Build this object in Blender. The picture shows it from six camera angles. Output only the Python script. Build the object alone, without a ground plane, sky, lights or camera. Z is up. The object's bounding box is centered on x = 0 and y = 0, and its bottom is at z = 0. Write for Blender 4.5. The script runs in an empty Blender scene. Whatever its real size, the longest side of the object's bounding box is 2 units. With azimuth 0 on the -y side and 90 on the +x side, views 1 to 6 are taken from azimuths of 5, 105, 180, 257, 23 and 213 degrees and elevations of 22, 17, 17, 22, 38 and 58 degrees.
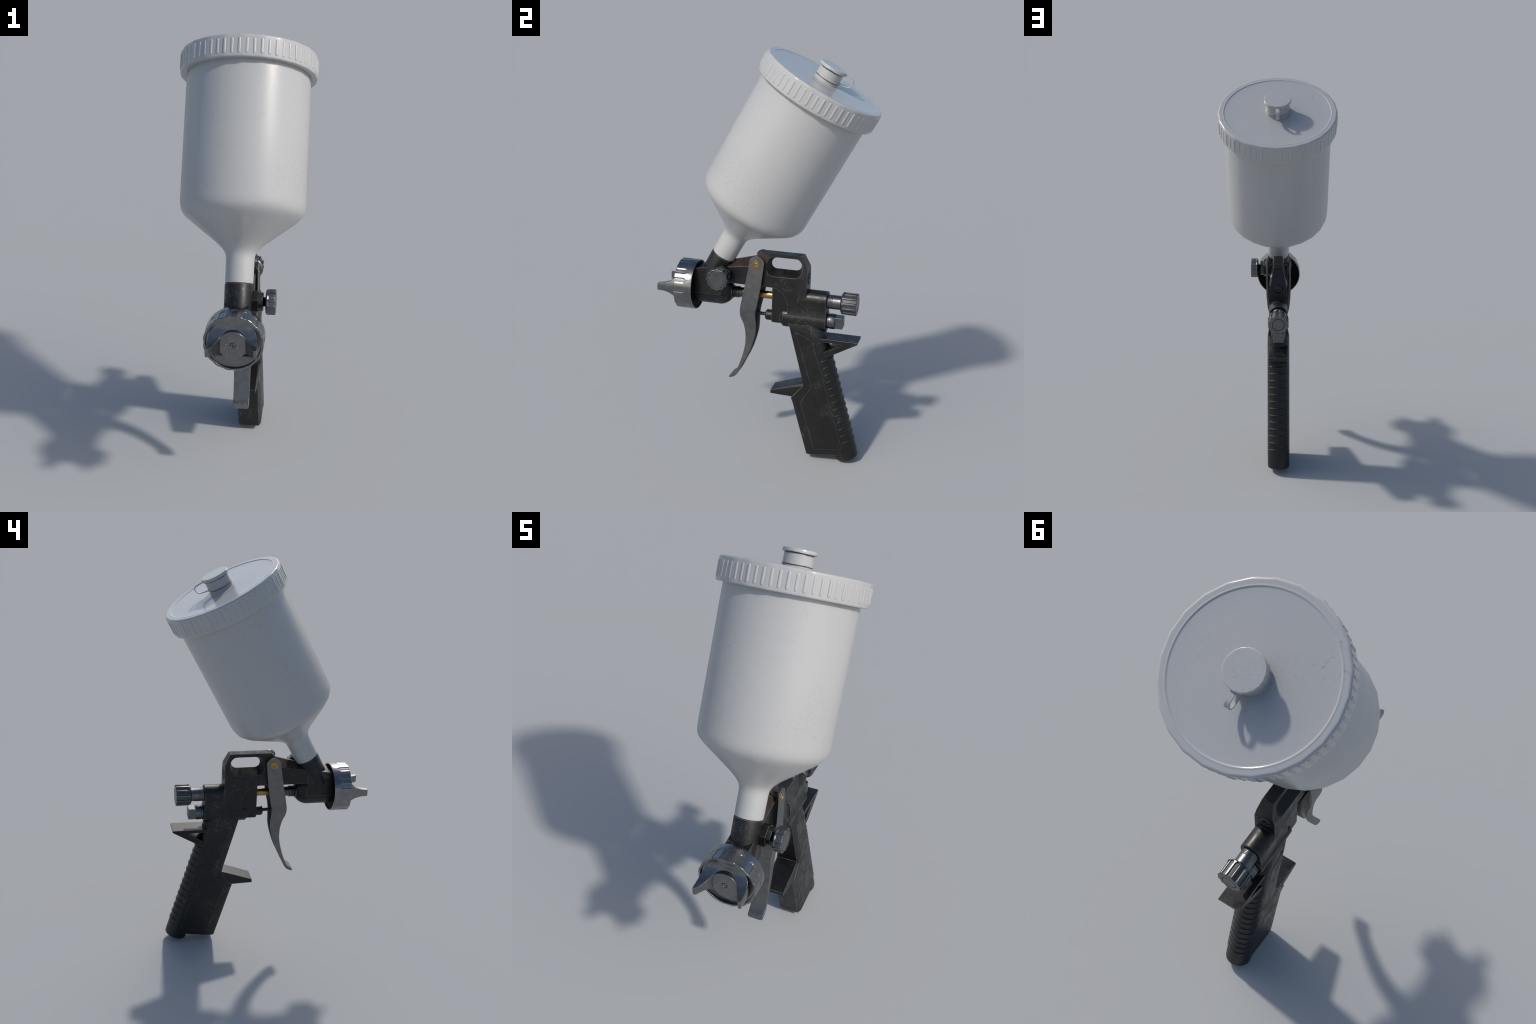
"""Gravity-feed paint spray gun standing on its handle: a black cast body and
grip, a tilted white plastic paint cup with a ribbed screw lid and vent cap, a
bright air-cap ring with two horns, a sheet-metal trigger and the usual knobs.

All sizes in metres.  The gun is symmetric about the plane x = 0, its nozzle
points to -y.  "yz" outlines below are side profiles of cast pieces.
"""
import math
import bpy
import bmesh
from mathutils import Matrix, Vector

# --------------------------------------------------------------------------
#  small modelling kit
# --------------------------------------------------------------------------
WORLD = {}          # world matrix of every object, used for parenting


def frame(origin, zaxis, xaxis):
    """Matrix whose local z runs along zaxis, local x along xaxis."""
    z = Vector(zaxis).normalized()
    x = Vector(xaxis)
    x = (x - z * x.dot(z)).normalized()
    y = z.cross(x)
    m = Matrix((x, y, z)).transposed().to_4x4()
    m.translation = Vector(origin)
    return m


CUP_PARTS = ("cup", "cup_socket", "joint_ring", "lid", "lid_rib", "vent_cap", "strap")
SET_BACK = Matrix.Translation((-.0013, .0020, .0006))    # the whole gun, not the cup


def link(name, mesh, parent=None, mat=None, matrix=None, angle=35, bevel=None):
    mesh.name = name
    ob = bpy.data.objects.new(name, mesh)
    bpy.context.scene.collection.objects.link(ob)
    m = matrix.copy() if matrix else Matrix.Identity(4)
    if name not in CUP_PARTS:
        m = SET_BACK @ m
    if name in ("trigger", "rivet", "pivot_pin"):
        m = Matrix.Translation((0, -.0045, 0)) @ m
    if parent is not None:
        ob.parent = parent
        ob.matrix_basis = WORLD[parent.name].inverted() @ m
    else:
        ob.matrix_basis = m
    WORLD[ob.name] = m
    if mat and not mesh.materials:
        mesh.materials.append(mat)
    if angle is not None:
        mesh.shade_smooth()
        mesh.set_sharp_from_angle(angle=math.radians(angle))
    if bevel:
        mod = ob.modifiers.new("round_edges", 'BEVEL')
        mod.width = bevel[0]
        mod.segments = bevel[1]
        mod.limit_method = 'ANGLE'
        mod.angle_limit = math.radians(30)
        mod.harden_normals = True
    return ob


def finish(bm):
    bmesh.ops.remove_doubles(bm, verts=bm.verts, dist=1e-6)
    bmesh.ops.recalc_face_normals(bm, faces=bm.faces)
    me = bpy.data.meshes.new("part")
    bm.to_mesh(me)
    bm.free()
    return me


def loft(rings, closed_ends=True, loop=True):
    """Skin a list of equally long vertex rings."""
    bm = bmesh.new()
    vs = [[bm.verts.new(p) for p in r] for r in rings]
    n = len(rings[0])
    for a, b in zip(vs, vs[1:]):
        for i in range(n if loop else n - 1):
            j = (i + 1) % n
            bm.faces.new((a[i], a[j], b[j], b[i]))
    if closed_ends:
        bm.faces.new(vs[0])
        bm.faces.new(vs[-1])
    return finish(bm)


def revolve(profile, n=48, radius=None, phase=0.0, sx=1.0):
    """Lathe (s, r) points round local z; radius(s, r, angle) may modulate."""
    bm = bmesh.new()
    rows = []
    for s, r in profile:
        if r < 1e-6:
            rows.append([bm.verts.new((0, 0, s))])
            continue
        row = []
        for i in range(n):
            t = phase + 2 * math.pi * i / n
            q = radius(s, r, t) if radius else r
            row.append(bm.verts.new((sx * q * math.cos(t), q * math.sin(t), s)))
        rows.append(row)
    for a, b in zip(rows, rows[1:]):
        if len(a) == 1 and len(b) == 1:
            continue
        for i in range(n):
            j = (i + 1) % n
            if len(a) == 1:
                bm.faces.new((a[0], b[i], b[j]))
            elif len(b) == 1:
                bm.faces.new((a[i], a[j], b[0]))
            else:
                bm.faces.new((a[i], a[j], b[j], b[i]))
    return finish(bm)


def slab(outline, half, inset=None, inset_half=None):
    """yz outline extruded to x = +-half; optionally a narrower outline further
    out at x = +-inset_half, which gives a chamfered edge."""
    rings = [[(-half, y, z) for y, z in outline], [(half, y, z) for y, z in outline]]
    if inset:
        rings.insert(0, [(-inset_half, y, z) for y, z in inset])
        rings.append([(inset_half, y, z) for y, z in inset])
    return loft(rings)


def box(x0, x1, y0, y1, z0, z1):
    return loft([[(x0, y0, z), (x1, y0, z), (x1, y1, z), (x0, y1, z)] for z in (z0, z1)])


def boolean(base, others, op):
    """base (mesh) op others (meshes or (mesh, matrix)); returns a new mesh."""
    def temp(me, m=None):
        if m is not None:
            me.transform(m)
        o = bpy.data.objects.new("temp", me)
        bpy.context.scene.collection.objects.link(o)
        return o
    cur = base
    for item in others:
        me, m = item if isinstance(item, tuple) else (item, None)
        a, b = temp(cur), temp(me, m)
        mod = a.modifiers.new("b", 'BOOLEAN')
        mod.operation, mod.object, mod.solver = op, b, 'EXACT'
        dg = bpy.context.evaluated_depsgraph_get()
        cur = bpy.data.meshes.new_from_object(a.evaluated_get(dg))
        bpy.data.objects.remove(a)
        bpy.data.objects.remove(b)
    return cur


def arc(cy, cz, r, a0, a1, n):
    return [(cy + r * math.cos(math.radians(a0 + (a1 - a0) * i / n)),
             cz + r * math.sin(math.radians(a0 + (a1 - a0) * i / n))) for i in range(n + 1)]


def smooth(a, b, x):
    t = max(0.0, min(1.0, (x - a) / (b - a)))
    return t * t * (3 - 2 * t)


def spline(pts, n):
    """Catmull-Rom through control points, n samples per span."""
    out = []
    p = [Vector(q) for q in pts]
    p = [p[0] * 2 - p[1]] + p + [p[-1] * 2 - p[-2]]
    for i in range(1, len(p) - 2):
        for k in range(n):
            t = k / n
            a, b, c, d = p[i - 1:i + 3]
            out.append(0.5 * (2 * b + (c - a) * t + (2 * a - 5 * b + 4 * c - d) * t * t
                              + (3 * b - a - 3 * c + d) * t ** 3))
    out.append(p[-2])
    return out


# --------------------------------------------------------------------------
#  materials
# --------------------------------------------------------------------------
class Nodes:
    def __init__(self, name):
        self.mat = bpy.data.materials.new(name)
        self.mat.use_nodes = True
        self.t = self.mat.node_tree
        self.bsdf = self.t.nodes["Principled BSDF"]
        self.coord = self.new("ShaderNodeTexCoord")

    def new(self, kind, **kw):
        n = self.t.nodes.new(kind)
        for k, v in kw.items():
            setattr(n, k, v)
        return n

    def put(self, sock, v):
        if hasattr(v, "links"):
            self.t.links.new(v, sock)
        else:
            sock.default_value = v

    def noise(self, scale, detail=4, rough=.6, distortion=0.0, vec=None):
        n = self.new("ShaderNodeTexNoise")
        self.put(n.inputs["Vector"], vec or self.coord.outputs["Object"])
        n.inputs["Scale"].default_value = scale
        n.inputs["Detail"].default_value = detail
        n.inputs["Roughness"].default_value = rough
        n.inputs["Distortion"].default_value = distortion
        return n.outputs["Fac"]

    def voronoi(self, scale, vec=None):
        n = self.new("ShaderNodeTexVoronoi")
        self.put(n.inputs["Vector"], vec or self.coord.outputs["Object"])
        n.inputs["Scale"].default_value = scale
        return n.outputs["Distance"]

    def scaled(self, scale):
        n = self.new("ShaderNodeMapping")
        self.put(n.inputs["Vector"], self.coord.outputs["Object"])
        n.inputs["Scale"].default_value = scale
        return n.outputs["Vector"]

    def step(self, v, lo, hi, a=0.0, b=1.0):
        n = self.new("ShaderNodeMapRange", interpolation_type='SMOOTHSTEP')
        self.put(n.inputs[0], v)
        for i, q in enumerate((lo, hi, a, b)):
            self.put(n.inputs[1 + i], q)
        return n.outputs[0]

    def math(self, op, a, b=0.0):
        n = self.new("ShaderNodeMath", operation=op)
        self.put(n.inputs[0], a)
        self.put(n.inputs[1], b)
        return n.outputs[0]

    def mul(self, *a):
        r = a[0]
        for q in a[1:]:
            r = self.math('MULTIPLY', r, q)
        return r

    def mix(self, f, a, b):
        n = self.new("ShaderNodeMix", data_type='RGBA')
        self.put(n.inputs[0], f)
        for s, v in ((n.inputs[6], a), (n.inputs[7], b)):
            self.put(s, v if hasattr(v, "links") else (*v, 1))
        return n.outputs[2]

    def xyz(self):
        n = self.new("ShaderNodeSeparateXYZ")
        self.put(n.inputs[0], self.coord.outputs["Object"])
        return n.outputs

    def band(self, v, centre, half, soft):
        d = self.math('ABSOLUTE', self.math('SUBTRACT', v, centre))
        return self.step(d, half, half + soft, 1.0, 0.0)

    def edge(self, radius, lo=.015, hi=.12):
        """1 on worn corners: where a rounded normal leaves the true one."""
        b = self.new("ShaderNodeBevel", samples=6)
        b.inputs["Radius"].default_value = radius
        g = self.new("ShaderNodeNewGeometry")
        d = self.new("ShaderNodeVectorMath", operation='DOT_PRODUCT')
        self.put(d.inputs[0], b.outputs["Normal"])
        self.put(d.inputs[1], g.outputs["Normal"])
        return self.step(self.math('SUBTRACT', 1.0, d.outputs["Value"]), lo, hi)

    def round_normal(self, radius, bump=None, strength=.1, distance=.002):
        b = self.new("ShaderNodeBevel", samples=6)
        b.inputs["Radius"].default_value = radius
        out = b.outputs["Normal"]
        if bump is not None:
            n = self.new("ShaderNodeBump")
            n.inputs["Strength"].default_value = strength
            n.inputs["Distance"].default_value = distance
            self.put(n.inputs["Height"], bump)
            self.put(n.inputs["Normal"], out)
            out = n.outputs["Normal"]
        self.put(self.bsdf.inputs["Normal"], out)

    def set(self, color, rough, metal=0.0, spec=.5):
        self.put(self.bsdf.inputs["Base Color"], color if hasattr(color, "links") else (*color, 1))
        self.put(self.bsdf.inputs["Roughness"], rough)
        self.put(self.bsdf.inputs["Metallic"], metal)
        self.put(self.bsdf.inputs["Specular IOR Level"], spec)
        return self.mat


def black_paint(name, dirt=False, wear=.8):
    m = Nodes(name)
    base = m.mix(m.step(m.noise(6, 5), .35, .7), (.0062, .0062, .0063), (.0090, .0090, .0089))
    fine = m.noise(60, 3)
    base = m.mix(m.mul(m.step(fine, .5, .8), .25), base, (.018, .018, .0175))
    # rubbed and scratched patches
    scuff = m.mul(m.step(m.noise(6.5, 3, .5), .53, .63), m.step(m.noise(48, 6, .75, 1.5), .50, .66))
    specks = m.step(m.voronoi(34), .10, .05)
    specks = m.mul(specks, m.step(m.noise(14, 2), .5, .62))
    worn = m.mul(m.edge(.0038, .01, .07), m.step(m.noise(28, 5, .7), .34, .62, .25, 1.0))
    col = m.mix(m.mul(scuff, .6), base, (.10, .10, .102))
    col = m.mix(m.mul(specks, .3), col, (.14, .14, .14))
    col = m.mix(m.mul(worn, wear), col, (.19, .19, .194))  # edge tone raised to paint sun glints along the sharp edges
    if dirt:    # brown grime on the sloping shoulders of the arm under the cup
        p = m.xyz()
        d = m.mul(m.band(p[1], -.10, .11, .03), m.step(p[2], .945, .96),
                  m.step(m.noise(9, 4), .25, .6, .6, 1.0))
        d = m.mul(d, m.step(m.math('ABSOLUTE', p[0]), .0455, .044))
        col = m.mix(m.mul(d, .8), col, (.040, .025, .018))
    rough = m.step(m.noise(28, 4, .55), .34, .66, .33, .50)
    m.round_normal(.003)
    return m.set(col, rough, 0.0, .42)


def grey_metal(name, base, rough=.38, grain=.06, spots=True, groove=None):
    m = Nodes(name)
    b = Vector(base)
    col = m.mix(m.step(m.noise(30, 6, .7), .35, .7), b * .86, b * 1.12)
    if spots:
        col = m.mix(m.mul(m.step(m.noise(16, 5, .7, 1.0), .60, .72), .45), col, b * .6)
    col = m.mix(m.mul(m.edge(.003), .5), col, b * 1.6)
    if groove:      # flutes tinted darker below radius groove[0], their walls near black
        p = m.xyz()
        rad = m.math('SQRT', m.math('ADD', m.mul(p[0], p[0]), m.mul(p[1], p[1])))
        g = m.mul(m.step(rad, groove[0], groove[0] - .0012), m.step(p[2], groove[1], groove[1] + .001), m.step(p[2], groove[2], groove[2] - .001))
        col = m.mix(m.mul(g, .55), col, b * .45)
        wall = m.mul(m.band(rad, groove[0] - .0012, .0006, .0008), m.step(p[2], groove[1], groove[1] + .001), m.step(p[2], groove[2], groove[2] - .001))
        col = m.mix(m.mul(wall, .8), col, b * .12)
    r = m.step(m.noise(50, 5, .7), .3, .75, rough - grain, rough + grain)
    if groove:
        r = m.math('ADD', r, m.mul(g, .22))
    m.round_normal(.0012)
    return m.set(col, r, 1.0)


def white_plastic(name, tone=.70, grime=None, gloss=.22, soft=.003):
    m = Nodes(name)
    base = m.mix(m.step(m.noise(3, 3), .3, .7), (tone, tone, tone * .992), (tone * .975, tone * .975, tone * .97))
    # faint rub marks, gathered in patches, and scattered specks
    patch = m.step(m.noise(4.6, 2, .5), .50, .63)
    rub = m.step(m.noise(62, 6, .75, 2.0), .545, .64)
    specks = m.mul(m.step(m.voronoi(30), .085, .05), m.step(m.noise(11, 2), .5, .6))
    col = m.mix(m.mul(patch, rub, .50), base, (.24, .24, .235))
    col = m.mix(m.mul(specks, .42), col, (.22, .215, .21))
    if grime:
        p = m.xyz()
        wob = m.math('MULTIPLY', m.math('SUBTRACT', m.noise(26, 2), .5), .012)
        s = m.math('ADD', p[2], wob)
        for c, h, k in grime:
            col = m.mix(m.mul(m.band(s, c, h, .003), k), col, (.07, .050, .038))
    rough = m.step(m.noise(5, 2, .5), .3, .7, gloss, gloss + .03)
    m.round_normal(soft)
    return m.set(col, rough, 0.0, .5)


BLACK = black_paint("black_casting")
BLACK_GRIP = black_paint("black_grip_relief", wear=.65)
BLACK_DIRTY = black_paint("black_casting_grimy", dirt=True)
WHITE = white_plastic("white_plastic", .452, gloss=.28)
WHITE_LID = white_plastic("white_plastic_lid", .452, gloss=.15)
WHITE_CAP = white_plastic("white_plastic_grimy_joints", .45, grime=((1.8195, .0012, .9), (1.7745, .001, .85)), soft=.0010)
STEEL = grey_metal("trigger_steel", (.192, .192, .192), .47)
CHROME = grey_metal("chromed_ring", (.235, .237, .241), .23, .03)
NOZZLE = grey_metal("air_cap_metal", (.225, .225, .227), .28, .02, spots=False)
KNOB = grey_metal("knob_metal", (.162, .164, .169), .37, .04)
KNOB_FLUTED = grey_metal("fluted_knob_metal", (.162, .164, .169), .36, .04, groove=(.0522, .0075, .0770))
DARK_STEEL = grey_metal("dark_steel", (.10, .098, .097), .38)


def simple(name, col, rough, metal=0.0):
    m = Nodes(name)
    b = Vector(col)
    c = m.mix(m.step(m.noise(40, 4), .35, .7), b * .85, b * 1.1)
    return m.set(c, rough, metal)


BRASS = simple("brass", (.45, .285, .10), .36, 1.0)
DARK = simple("dark_recess", (.004, .0038, .0036), .7)
DARK.node_tree.nodes["Principled BSDF"].inputs["Specular IOR Level"].default_value = .12
RUST = simple("grimy_brown_steel", (.045, .032, .025), .5)

# --------------------------------------------------------------------------
#  the thing
# --------------------------------------------------------------------------
GUN = bpy.data.objects.new("spray_gun", None)
bpy.context.scene.collection.objects.link(GUN)
WORLD["spray_gun"] = Matrix.Identity(4)
GUN["label"] = "black paint spray gun with tilted white plastic cup"
GUN["category"] = "spray gun"

AX_Z = .820          # height of the needle axis (nozzle, sleeve, rear knob)


def along_y(y0, z):
    """Lathe frame whose local z runs along +y from (0, y0, z)."""
    return frame((0, y0, z), (0, 1, 0), (1, 0, 0))


# ---- cast body ------------------------------------------------------------
handle = slab([(-.050, .8725), (.036, .8725)] + arc(.036, .785, .0875, 90, 0, 12)[1:] +
              [(.1235, .700), (.312, .700), (.312, .822), (.2145, .822), (.2145, .980),
               (.187, 1.037), (-.024, 1.037), (-.050, 1.010)], .0455)
roof = loft([[(-.06, y, .6), (.06, y, .6), (.06, y, .80), (.0465, y, .925), (.0242, y, 1.037), (.022, y, 1.06),
              (-.022, y, 1.06), (-.0242, y, 1.037), (-.0465, y, .925), (-.06, y, .80)] for y in (-.2, .5)])
handle = boolean(handle, [roof], 'INTERSECT')


def rounded(y0, y1, z0, z1, r, n=7):
    return (arc(y1 - r, z1 - r, r, 0, 90, n) + arc(y0 + r, z1 - r, r, 90, 180, n) +
            arc(y0 + r, z0 + r, r, 180, 270, n) + arc(y1 - r, z0 + r, r, 270, 360, n))


# finger window: moulded with draft, so it is tightest on the mid plane
mouth, throat = rounded(.0070, .1915, .9260, 1.0300, .042), rounded(.0305, .1775, .9582, 1.0118, .0262)
slot = loft([[(x, y, z) for y, z in o] for x, o in ((-.05, mouth), (0, throat), (.05, mouth))])
handle = boolean(handle, [slot], 'DIFFERENCE')


def arm_ring(y):
    ze, zc = .9385 + (y + .28) * .136, .984 + (y + .15) * .27
    return [(-.047, y, .873), (.047, y, .873), (.047, y, ze), (.006, y, zc), (-.006, y, zc), (-.047, y, ze)]


arm = loft([arm_ring(-.262), arm_ring(-.0305)])
upper_tube = revolve([(.060, 0), (.060, .047), (.196, .047), (.199, .0445), (.199, 0)], 48)
lower_tube = revolve([(0, 0), (0, .040), (.0135, .0515), (.225, .0515), (.227, .0495), (.227, 0)], 48)
block = slab([(.0455, .875), (.0455, .700), (.050, .695), (.135, .695), (.135, .875)], .039)
head_box = slab([(-.352, .806), (-.213, .806), (-.213, .949), (-.352, .929)], .0525)
barrel = revolve([(-.010, 0), (-.010, .0725), (.137, .0725), (.150, .0705), (.166, .0635), (.180, .054),
                  (.194, .038), (.198, .033), (.198, 0)], 48, sx=.70)
body = boolean(handle, [arm, (upper_tube, along_y(.1145, AX_Z + .002)), (lower_tube, along_y(.088, .722)), block,
                        head_box, (barrel, along_y(-.358, AX_Z - .002))], 'UNION')
body_ob = link("body", body, GUN, BLACK_DIRTY, angle=28)

# ---- socket that takes the cup ---------------------------------------------
TILT = math.radians(28.45)
AXIS = Vector((0, math.sin(TILT), math.cos(TILT)))
SIDE = Vector((0, math.cos(TILT), -math.sin(TILT)))
CUP = frame(SIDE * -.6618 - AXIS * .0034, AXIS, (1, 0, 0))
link("cup_socket", revolve([(.622, 0), (.622, .052), (.628, .0585), (.779, .0600), (.7815, .0590), (.7815, 0)], 48),
     GUN, BLACK, CUP)
link("joint_ring", revolve([(.780, .03), (.780, .0582), (.786, .0582), (.786, .03)], 48), GUN, RUST, CUP)

# ---- grip ------------------------------------------------------------------
GRIP_UP = Vector((0, -.289, .957)).normalized()
GRIP = frame((0, .4490, .0152), GRIP_UP, (1, 0, 0))      # local y points to the rear


def grip_yz(y, z):
    p = GRIP @ Vector((0, y, z))
    return p.y, p.z


front = [(-.189, .064), (-.189, .345), (-.189, .372), (-.111, .425), (-.1103, .455), (-.1035, .748)]
inset = [(-.167, .060), (-.167, .345), (-.1880, .3715), (-.1110, .4245), (-.092, .455), (-.0855, .700)]
G0 = [grip_yz(*p) for p in front + [(.0, .730), (.0, .034)]]
G1 = [grip_yz(*p) for p in inset + [(.0, .690), (.0, .034)]]
grip = slab(G0, .0470, G1, .0562)
grip_tube = revolve([(0, 0), (0, .048), (.0025, .0525), (.008, .0560), (.014, .0568), (.660, .0568), (.690, .0540), (.730, .0440), (.730, 0)], 56)


def hook_ring(y, top, w, c):
    """Section of the finger hook: flat top, wide chamfers, flat underside."""
    return [(-w, y, .3232), (w, y, .3232), (w, y, max(top - c * 1.1, .3245)), (w - c, y, top), (c - w, y, top), (-w, y, max(top - c * 1.1, .3245))]


hook = loft([hook_ring(.0537, .3400, .0465, .0012), hook_ring(.100, .3565, .0495, .0025), hook_ring(.150, .3745, .0520, .0040),
             hook_ring(.195, .3900, .0545, .0060), hook_ring(.225, .3985, .0554, .0075), hook_ring(.262, .4045, .0554, .0080)])
grip = boolean(grip, [(grip_tube, GRIP), hook], 'UNION')
grip_ob = link("grip", grip, GUN, BLACK, angle=28)

# raised side panels, one on each flank
panel = [(.172, .664), (.240, .637), (.256, .622), (.302, .489), (.4285, .082), (.424, .0765), (.294, .0590), (.285, .0640),
         (.2118, .294), (.2118, .306), (.2575, .381), (.2585, .394)]
for sgn in (1, -1):
    me = loft([[(sgn * x, y, z) for y, z in panel] for x in (.050, .0575)])
    link("side_panel", me, grip_ob, BLACK_GRIP, angle=28)

# finger ribs that wrap the back of the grip
def rib_mesh():
    rings = []
    n = 20
    for i in range(n + 1):
        t = math.radians(9 + 162 * i / n)
        f = min(1.0, 5 * min(i, n - i) / n + .02)
        c = Vector((.0566 * math.cos(t), .0566 * math.sin(t), 0))
        o = Vector((math.cos(t), math.sin(t), 0))
        h, d = .0062 * math.sqrt(f), .0036 * math.sqrt(f)
        rings.append([c + o * (d * q) + Vector((0, 0, h * w)) for q, w in
                      ((-.6, -1), (.55, -.92), (1, -.6), (1, .6), (.55, .92), (-.6, 1))])
    return loft(rings)


rib = rib_mesh()
for i in range(13):
    link("grip_rib", rib, grip_ob, BLACK_GRIP, GRIP @ Matrix.Translation((0, 0, .0985 + .0361 * i)), angle=None if i else 40)

# rear hand stop with its triangular window
stop = slab([(.27, .6435), (.4737, .6440), (.4737, .6345), (.345, .5610), (.27, .5390)], .049)
mouth = [(.280, .6290), (.3930, .6262), (.3975, .6215), (.393, .6170), (.307, .5722), (.280, .558)]
throat = [(.280, .6200), (.3700, .6200), (.3760, .6170), (.370, .6130), (.320, .5880), (.280, .566)]
window = loft([[(x, y, z) for y, z in o] for x, o in ((-.052, mouth), (0, throat), (.052, mouth))])
stop = boolean(stop, [window], 'DIFFERENCE')
link("hand_stop", stop, grip_ob, BLACK, angle=28)

# ---- rear fittings ---------------------------------------------------------
screw = revolve([(-.004, 0), (-.004, .0275), (.0015, .0270), (.0000, .0255), (.0000, .0215), (.0035, .0200), (.0040, .0185),
                 (.0040, .0100), (-.003, .0100), (-.003, 0)], 48,
                radius=lambda s, r, t: r * math.cos(math.pi / 6) / math.cos((t % (math.pi / 3)) - math.pi / 6)
                if r < .012 else r)
link("back_screw", screw, GUN, BLACK, along_y(.2145, .925))


def threaded(y0, y1, r, pitch, depth):
    out, y = [], y0
    while y + pitch < y1:
        out += [(y, r - depth), (y + pitch * .35, r), (y + pitch * .65, r)]
        y += pitch
    return out


stem = [(.0, 0), (0, .0335)] + threaded(.001, .036, .0345, .0062, .0016) + [(.038, .0338), (.066, .0338), (.066, 0)]
link("knob_stem", revolve(stem, 48), GUN, KNOB, along_y(.312, AX_Z))

FLUTES = 12


def fluted(s, r, t):
    a = abs(((t * FLUTES / (2 * math.pi) + .5) % 1) - .5) * 2 * math.pi / FLUTES     # angle from the flute's middle
    half = .185
    # the flute has a round end towards the front, and runs out at the back face
    u = max(0.0, (.020 - s) / .012) if s < .020 else 0.0
    w = half * math.sqrt(max(0.0, 1 - u * u))
    k = 1 - smooth(w - .05, w + .015, a) if w > .01 and r > .04 else 0
    return r - .0048 * k


prof = [(0, 0), (0, .040), (.001, .044), (.0055, .0510), (.008, .0528)]
prof += [(.0085 + .0015 * i, .0534) for i in range(9)]
prof += [(.040, .0536), (.073, .0538), (.0765, .0530), (.0780, .0515), (.0780, .0315), (.0768, .0305), (.0768, .0292), (.0780, .0282), (.0780, 0)]
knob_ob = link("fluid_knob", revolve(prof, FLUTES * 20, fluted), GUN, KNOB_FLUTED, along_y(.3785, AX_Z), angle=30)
link("knob_dark_ring", revolve([(.0774, .0297), (.0782, .0303), (.0782, .0311), (.0774, .0317)], 48), knob_ob, DARK, along_y(.3785, AX_Z))  # thin black ring set over the face groove so that it reads as a dark line

plug = [(0, 0), (0, .034), (.004, .0365), (.008, .0365), (.010, .0350), (.013, .0350), (.015, .0372),
        (.040, .0372), (.0425, .0355), (.0425, 0)]
plug_ob = link("air_inlet", revolve(plug, 48), GUN, KNOB, along_y(.312, .722))
sq = .0272
me = loft([[(-w, y, .722 - w), (w, y, .722 - w), (w, y, .722 + w), (-w, y, .722 + w)]
           for y, w in ((.350, sq), (.3905, sq), (.3935, sq - .003))])
link("square_head", me, plug_ob, KNOB, bevel=(.0015, 2))

# ---- needle line between head and body -------------------------------------
nut = [(0, 0), (0, .033), (.006, .0335), (.008, .031)] + threaded(.009, .034, .0285, .0055, .0025) + \
      [(.036, .0285), (.0365, .0245), (.112, .0235), (.112, 0)]
link("packing_nut", revolve(nut, 40), GUN, DARK_STEEL, along_y(-.1645, .8165))
link("needle", revolve([(0, 0), (0, .009), (.12, .009), (.12, 0)], 24), GUN, RUST, along_y(-.125, .818))
link("needle_sleeve", revolve([(0, 0), (0, .016), (.003, .0187), (.10, .0187), (.10, 0)], 40), GUN, BRASS,
     along_y(-.060, .8185))
link("valve_bushing", revolve([(0, 0), (0, .0205), (.006, .0262), (.045, .0262), (.045, 0)], 40), GUN, BLACK,
     along_y(.0075, .717))
link("valve_pin", revolve([(0, 0), (0, .0085), (.13, .0085), (.13, 0)], 24), GUN, RUST, along_y(-.095, .719))

# ---- trigger: two cheek plates that merge into a U-shaped finger -----------
PIV_Y, PIV_Z, PIV_R = -.0255, .9875, .0388
T = .0115
# (front y, front z, rear y, rear z, outer half-width)
st = [(-.0605, .993, .0125, .993, .0675), (-.0695, .940, .0070, .940, .0675), (-.0815, .872, -.0015, .872, .0675),
      (-.0940, .806, -.0140, .806, .0660), (-.1025, .762, -.0225, .762, .0625),
      (-.1050, .738, -.0275, .738, .0600), (-.1020, .706, -.0300, .708, .0535), (-.0895, .672, -.0285, .674, .0450),
      (-.0805, .625, -.0300, .626, .0395), (-.0800, .566, -.0435, .568, .0372), (-.0915, .508, -.0625, .512, .0362),
      (-.1090, .452, -.0885, .457, .0358), (-.1270, .411, -.1130, .4060, .0356), (-.1400, .3975, -.1305, .3830, .0356),
      (-.1530, .3880, -.1475, .3745, .0354), (-.1600, .3800, -.1553, .3712, .0350), (-.1645, .3735, -.1605, .3690, .0285)]
head = []
for i in range(0, 9):
    a = math.radians(4 + 8.2 * i + 6 * (i > 0))
    head.append((PIV_Y - PIV_R * math.sin(a), PIV_Z + PIV_R * math.cos(a),
                 PIV_Y + PIV_R * math.sin(a), PIV_Z + PIV_R * math.cos(a), .0675))
sm = spline([Vector(s) for s in st], 3)
stations = [s for s in head if s[1] > .998] + [tuple(s) for s in sm]
WEB_TOP = min(range(len(stations)), key=lambda i: abs(stations[i][1] - .828))
bm = bmesh.new()
rows = []
for fy, fz, ry, rz, w in stations:
    f, r = Vector((0, fy, fz)), Vector((0, ry, rz))
    d = r - f
    t = min(T, d.length * .62)
    q = f + d.normalized() * t
    X = Vector((1, 0, 0))
    ti = T
    rows.append([bm.verts.new(p) for p in (r - X * w, f - X * w, f + X * w, r + X * w,
                                           r + X * (w - ti), q + X * (w - ti), q - X * (w - ti), r - X * (w - ti))])
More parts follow.
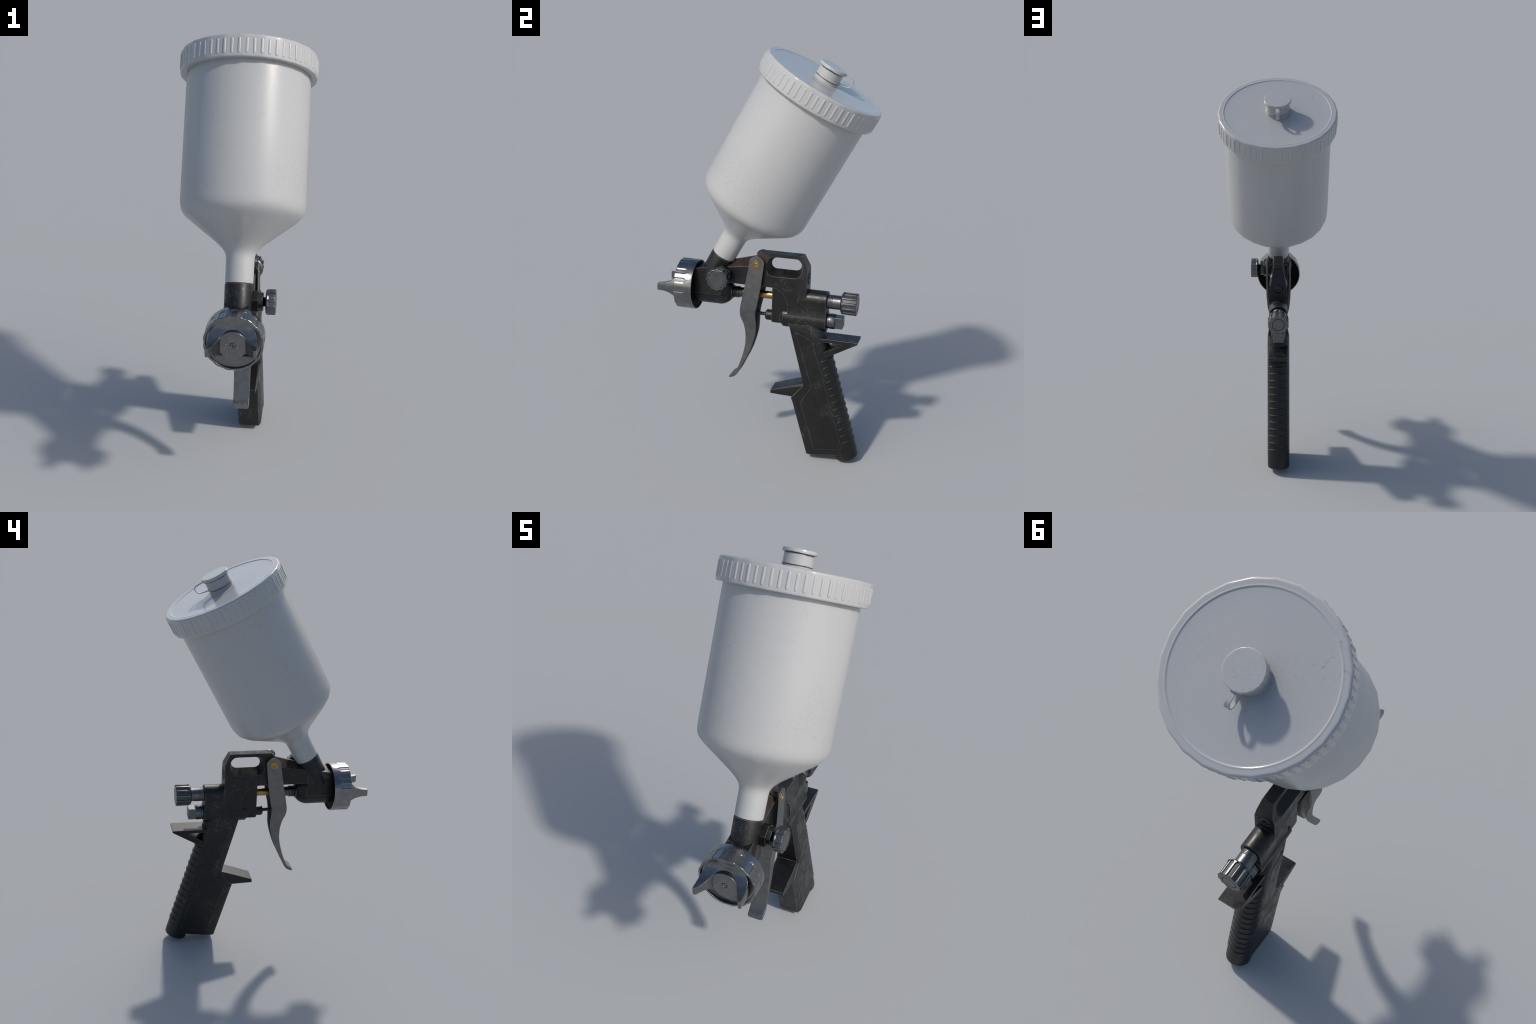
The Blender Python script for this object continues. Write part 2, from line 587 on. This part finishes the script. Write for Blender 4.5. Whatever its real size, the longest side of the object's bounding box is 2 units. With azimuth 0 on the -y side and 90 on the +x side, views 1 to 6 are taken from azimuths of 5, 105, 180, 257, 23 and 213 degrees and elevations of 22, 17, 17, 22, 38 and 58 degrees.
for k, (a, b) in enumerate(zip(rows, rows[1:])):
    if k < WEB_TOP:
        for ids in ((0, 1, 6, 7), (2, 3, 4, 5)):
            for i in range(4):
                p, q = ids[i], ids[(i + 1) % 4]
                bm.faces.new((a[p], a[q], b[q], b[p]))
    else:
        for i in range(8):
            j = (i + 1) % 8
            bm.faces.new((a[i], a[j], b[j], b[i]))
top, web, tip = rows[0], rows[WEB_TOP], rows[-1]
bm.faces.new([top[i] for i in (0, 1, 6, 7)])
bm.faces.new([top[i] for i in (2, 3, 4, 5)])
bm.faces.new([web[i] for i in (1, 2, 5, 6)])
bm.faces.new([tip[i] for i in (0, 1, 6, 7)])
bm.faces.new([tip[i] for i in (2, 3, 4, 5)])
bm.faces.new([tip[i] for i in (1, 2, 5, 6)])
trigger_ob = link("trigger", finish(bm), GUN, STEEL, angle=40, bevel=(.0028, 2))

rivet = revolve([(-.006, .0178), (.0005, .0178), (.0018, .0165), (.0022, .0105), (.0008, .0095), (.0006, .0065),
                 (.0016, .0055), (.0022, .0035), (.0010, .0022), (.0010, 0)], 40)
link("pivot_pin", revolve([(-.060, 0), (-.060, .0145), (.060, .0145), (.060, 0)], 32), GUN, DARK_STEEL,
     frame((0, PIV_Y, PIV_Z), (1, 0, 0), (0, 1, 0)))
for sgn in (1, -1):
    link("rivet", rivet, trigger_ob, BRASS, frame((sgn * .0675, PIV_Y, PIV_Z), (sgn, 0, 0), (0, 1, 0)),
         angle=30 if sgn > 0 else None)

# ---- side adjuster ---------------------------------------------------------
SIDE_AX = frame((0, -.1985, .9165), (1, 0, 0), (0, 0, 1))
hexa = revolve([(.045, 0), (.045, .0480), (.0615, .0480), (.0630, .0500), (.0820, .0500), (.0835, .0480), (.0835, 0)], 6)
link("hex_nut", hexa, GUN, BLACK, SIDE_AX, bevel=(.001, 2))
link("collar", revolve([(.080, 0), (.080, .0395), (.1005, .0395), (.1020, .0380), (.1020, 0)], 40), GUN, DARK_STEEL, SIDE_AX)
link("adjuster_stem", revolve([(.10, 0), (.10, .0195), (.125, .0195), (.125, 0)], 32), GUN, DARK, SIDE_AX)
LOBES = 12


def scalloped(s, r, t):
    if r < .045:
        return r
    a = abs(((t * LOBES / (2 * math.pi)) % 1) - .5) * 2        # 0 in the scallop, 1 on the lobe
    k = smooth(.114 + .006, .114 + .014, s)
    return r - .0034 * (1 - smooth(.35, .85, a)) * k


prof = [(.1140, 0), (.1140, .043), (.1150, .0488), (.1180, .0530)] + [(.1190 + .0015 * i, .0541) for i in range(8)] + \
       [(.150, .0541), (.1535, .0532), (.1552, .0510), (.1552, .0450), (.1540, .0440), (.1540, .0425), (.1550, .0415), (.1550, 0)]
pattern_ob = link("pattern_knob", revolve(prof, LOBES * 20, scalloped, phase=.1), GUN, KNOB, SIDE_AX, angle=30)
link("knob_dark_ring", revolve([(.1546, .0422), (.1553, .0428), (.1553, .0437), (.1546, .0443)], 48), pattern_ob, DARK, SIDE_AX)

# ---- air cap ring and air cap ----------------------------------------------
ZC = .8325
NOZ = along_y(0, ZC)
RING_FLUTES = 16


def ring_slots(s, r, t):
    if r < .117:
        return r
    a = abs(((t * RING_FLUTES / (2 * math.pi) + .5) % 1) - .5) * 2 * math.pi / RING_FLUTES * .124   # arc length
    u = max(0.0, (s + .385) / .012)                                            # round end at the rear
    w = .0125 * math.sqrt(max(0.0, 1 - u * u)) if u < 1 else 0
    k = 1 - smooth(w - .0025, w + .0012, a) if w > .001 else 0
    return r - .0020 * k


prof = [(-.4185, .085), (-.4195, .1114), (-.4295, .1135), (-.4310, .1140), (-.4310, .1215), (-.4300, .1231)]
prof += [(-.4290 + .006 * i, .1238) for i in range(7)] + [(-.3885 + .0016 * i, .1238) for i in range(10)]
prof += [(-.3725, .1238), (-.3440, .1238), (-.3405, .1228), (-.3405, .1185), (-.375, .1175), (-.375, .03)]
ring = revolve(prof, RING_FLUTES * 24, ring_slots)
ring_ob = link("air_cap_ring", ring, GUN, CHROME, NOZ, angle=32)
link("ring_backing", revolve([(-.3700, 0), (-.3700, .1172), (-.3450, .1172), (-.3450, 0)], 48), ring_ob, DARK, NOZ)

# horns: a round blank cut to a flared side profile, with a V-shaped gap between
flare = spline([Vector((-.4168, .1100, 0)), Vector((-.4175, .1010, 0)), Vector((-.4190, .0840, 0)), Vector((-.4215, .0680, 0)), Vector((-.4258, .0575, 0)), Vector((-.4340, .0470, 0)),
                Vector((-.4450, .0370, 0)), Vector((-.4570, .0292, 0)), Vector((-.4780, .0216, 0)), Vector((-.4980, .0188, 0)), Vector((-.5200, .0183, 0))], 4)
side = [(p.x, ZC + p.y) for p in flare] + [(p.x, ZC - p.y) for p in reversed(flare)]
blank = revolve([(-.53, 0), (-.53, .1036), (-.380, .1036), (-.380, 0)], 64)
blank.transform(NOZ)
wedge = loft([[(x, y, z) for x, y in ((-.0507, -.4455), (.0507, -.4455), (.0953, -.5300), (-.0953, -.5300))] for z in (.6, 1.1)])
horns = boolean(boolean(slab(side, .2), [blank], 'INTERSECT'), [wedge], 'DIFFERENCE')
cap_ob = link("air_cap", horns, GUN, NOZZLE, angle=30)
boss = [(-.395, .0597), (-.4453, .0597), (-.4462, .0590), (-.4462, .0128), (-.4445, .0120), (-.4445, .0098), (-.4470, .0092),
        (-.4470, .0056), (-.4450, .0046), (-.4450, 0)]
link("spray_boss", revolve(boss, 48), cap_ob, NOZZLE, NOZ)
link("boss_dark_ring", revolve([(-.4448, .0094), (-.4456, .0100), (-.4456, .0120), (-.4448, .0126)], 40), cap_ob, DARK, NOZ)  # thin black ring set in the groove round the centre so that it reads as a dark line
link("spray_bore", revolve([(-.4446, 0), (-.4458, .0022), (-.4458, .0040), (-.4440, .0052)], 24), cap_ob, DARK, NOZ)
dot = revolve([(-.4458, .0048), (-.4470, .0044), (-.4474, .0032), (-.4468, .0020), (-.4468, 0)], 20)
hole = revolve([(0, 0), (0, .0018), (.0006, .0018), (.0006, 0)], 14)
for sgn in (1, -1):
    link("spray_jet", dot, cap_ob, NOZZLE, NOZ @ Matrix.Translation((sgn * .0302, 0, 0)), angle=30 if sgn > 0 else None)
    hx = .0507 + .0446 * (.501 - .4455) / .0845
    link("air_hole", hole, cap_ob, DARK, frame((sgn * (hx - .0001), -.501, ZC), (-sgn * .0845, -.0446, 0), (0, 0, 1)),
         angle=30 if sgn > 0 else None)

# ---- white paint cup -------------------------------------------------------
SEG = 24
cup_profile = [(.785, .030), (.7855, .0592), (.800, .0598), (.862, .0602), (.887, .0604), (.902, .0624), (.915, .0675), (.929, .0778), (.943, .0922),
               (.957, .1080), (.987, .1475), (1.017, .1868), (1.041, .2182), (1.055, .2360), (1.067, .2485), (1.079, .2577), (1.096, .2642), (1.120, .2668),
               (1.40, .2668), (1.640, .2668), (1.660, .2664), (1.70, .2660)]
link("cup", revolve(cup_profile, SEG, phase=math.pi / 2), GUN, WHITE, CUP, angle=50)

R = .2954
TOP = 1.7622
lid_profile = [(1.695, .255), (1.6680, .2655), (1.6665, .2900), (1.6670, .2925), (1.6695, R - .0004), (1.674, R), (TOP - .0100, R), (TOP - .0075, R), (TOP - .0038, R - .0015), (TOP - .0012, R - .0045),
               (TOP, R - .0085), (TOP, R - .0115), (TOP, .2720), (TOP, .2690), (TOP + .0007, .2675), (TOP + .0007, .2655), (TOP - .0006, .2635), (TOP - .0018, .2615), (TOP - .0020, .2585), (TOP - .0020, .20), (TOP - .0020, .10), (TOP - .0020, 0)]


def faceted(s, r, t):
    k = (t % (2 * math.pi / SEG)) - math.pi / SEG
    flat = r * math.cos(math.pi / SEG) / math.cos(k)
    f = smooth(.268, .290, r)
    return f * flat + (1 - f) * r


lid_ob = link("lid", revolve(lid_profile, SEG * 4, faceted, phase=math.pi / 2), GUN, WHITE_LID, CUP, angle=50)


def lid_rib_mesh():
    """Upright bead with rounded ends; local z along the cup axis, y outward."""
    rings = []
    L, w, d = .0335, .0064, .0034
    for i in range(-8, 9):
        u = i / 8
        z = L * math.sin(u * math.pi / 2)
        f = math.sqrt(max(0.0, 1 - max(0.0, (abs(z) - (L - w)) / w) ** 2)) if abs(z) < L else .04
        f = max(f, .04)
        rings.append([(w * f * math.cos(a), d * f * math.sin(a) - .0012, z) for a in
                      [math.pi * k / 8 for k in range(9)]])
    return loft(rings)


lid_rib = lid_rib_mesh()
N_RIBS = 60
for i in range(N_RIBS):
    t = 2 * math.pi * (i + .5) / N_RIBS
    k = (t % (2 * math.pi / SEG)) - math.pi / SEG            # the lid is faceted: sit on its facet
    rr = R * math.cos(math.pi / SEG) / math.cos(k)
    # phase: vertices of the lathe lie at multiples of 15 degrees from +y
    place = CUP @ Matrix.Rotation(t, 4, 'Z') @ Matrix.Translation((0, rr, 1.7125))
    link("lid_rib", lid_rib, lid_ob, WHITE, place, angle=None if i else 60)

vent = [(1.754, 0), (1.754, .0585), (1.7756, .0585), (1.7760, .0618), (1.7788, .0618), (1.7792, .0585), (1.8205, .0582), (1.8210, .0655),
        (1.8222, .0668), (1.8338, .0668), (1.8350, .0662), (1.8358, .0652), (1.8360, .0640), (1.8360, .0600), (1.8360, 0)]
link("vent_cap", revolve(vent, 20, phase=math.pi / 2), lid_ob, WHITE_CAP, CUP, angle=40)

# strap: a flat loop that ties the vent cap to its neck
loop = spline([Vector((0, .056, 1.8225)), Vector((0, .076, 1.8245)), Vector((0, .099, 1.8230)), Vector((0, .1125, 1.8130)), Vector((0, .1130, 1.8000)),
               Vector((0, .1050, 1.7870)), Vector((0, .085, 1.7800)), Vector((0, .056, 1.7755))], 6)
rings = []
for i, p in enumerate(loop):
    a, b = loop[max(0, i - 1)], loop[min(len(loop) - 1, i + 1)]
    tan = (b - a).normalized()
    nor = Vector((1, 0, 0)).cross(tan)
    rings.append([p + Vector((sx * .0092, 0, 0)) + nor * (.0016 * sn) for sx, sn in ((-1, -1), (1, -1), (1, 1), (-1, 1))])
link("strap", loft(rings), lid_ob, WHITE, CUP @ Matrix.Translation((0, 0, .0035)), angle=40)
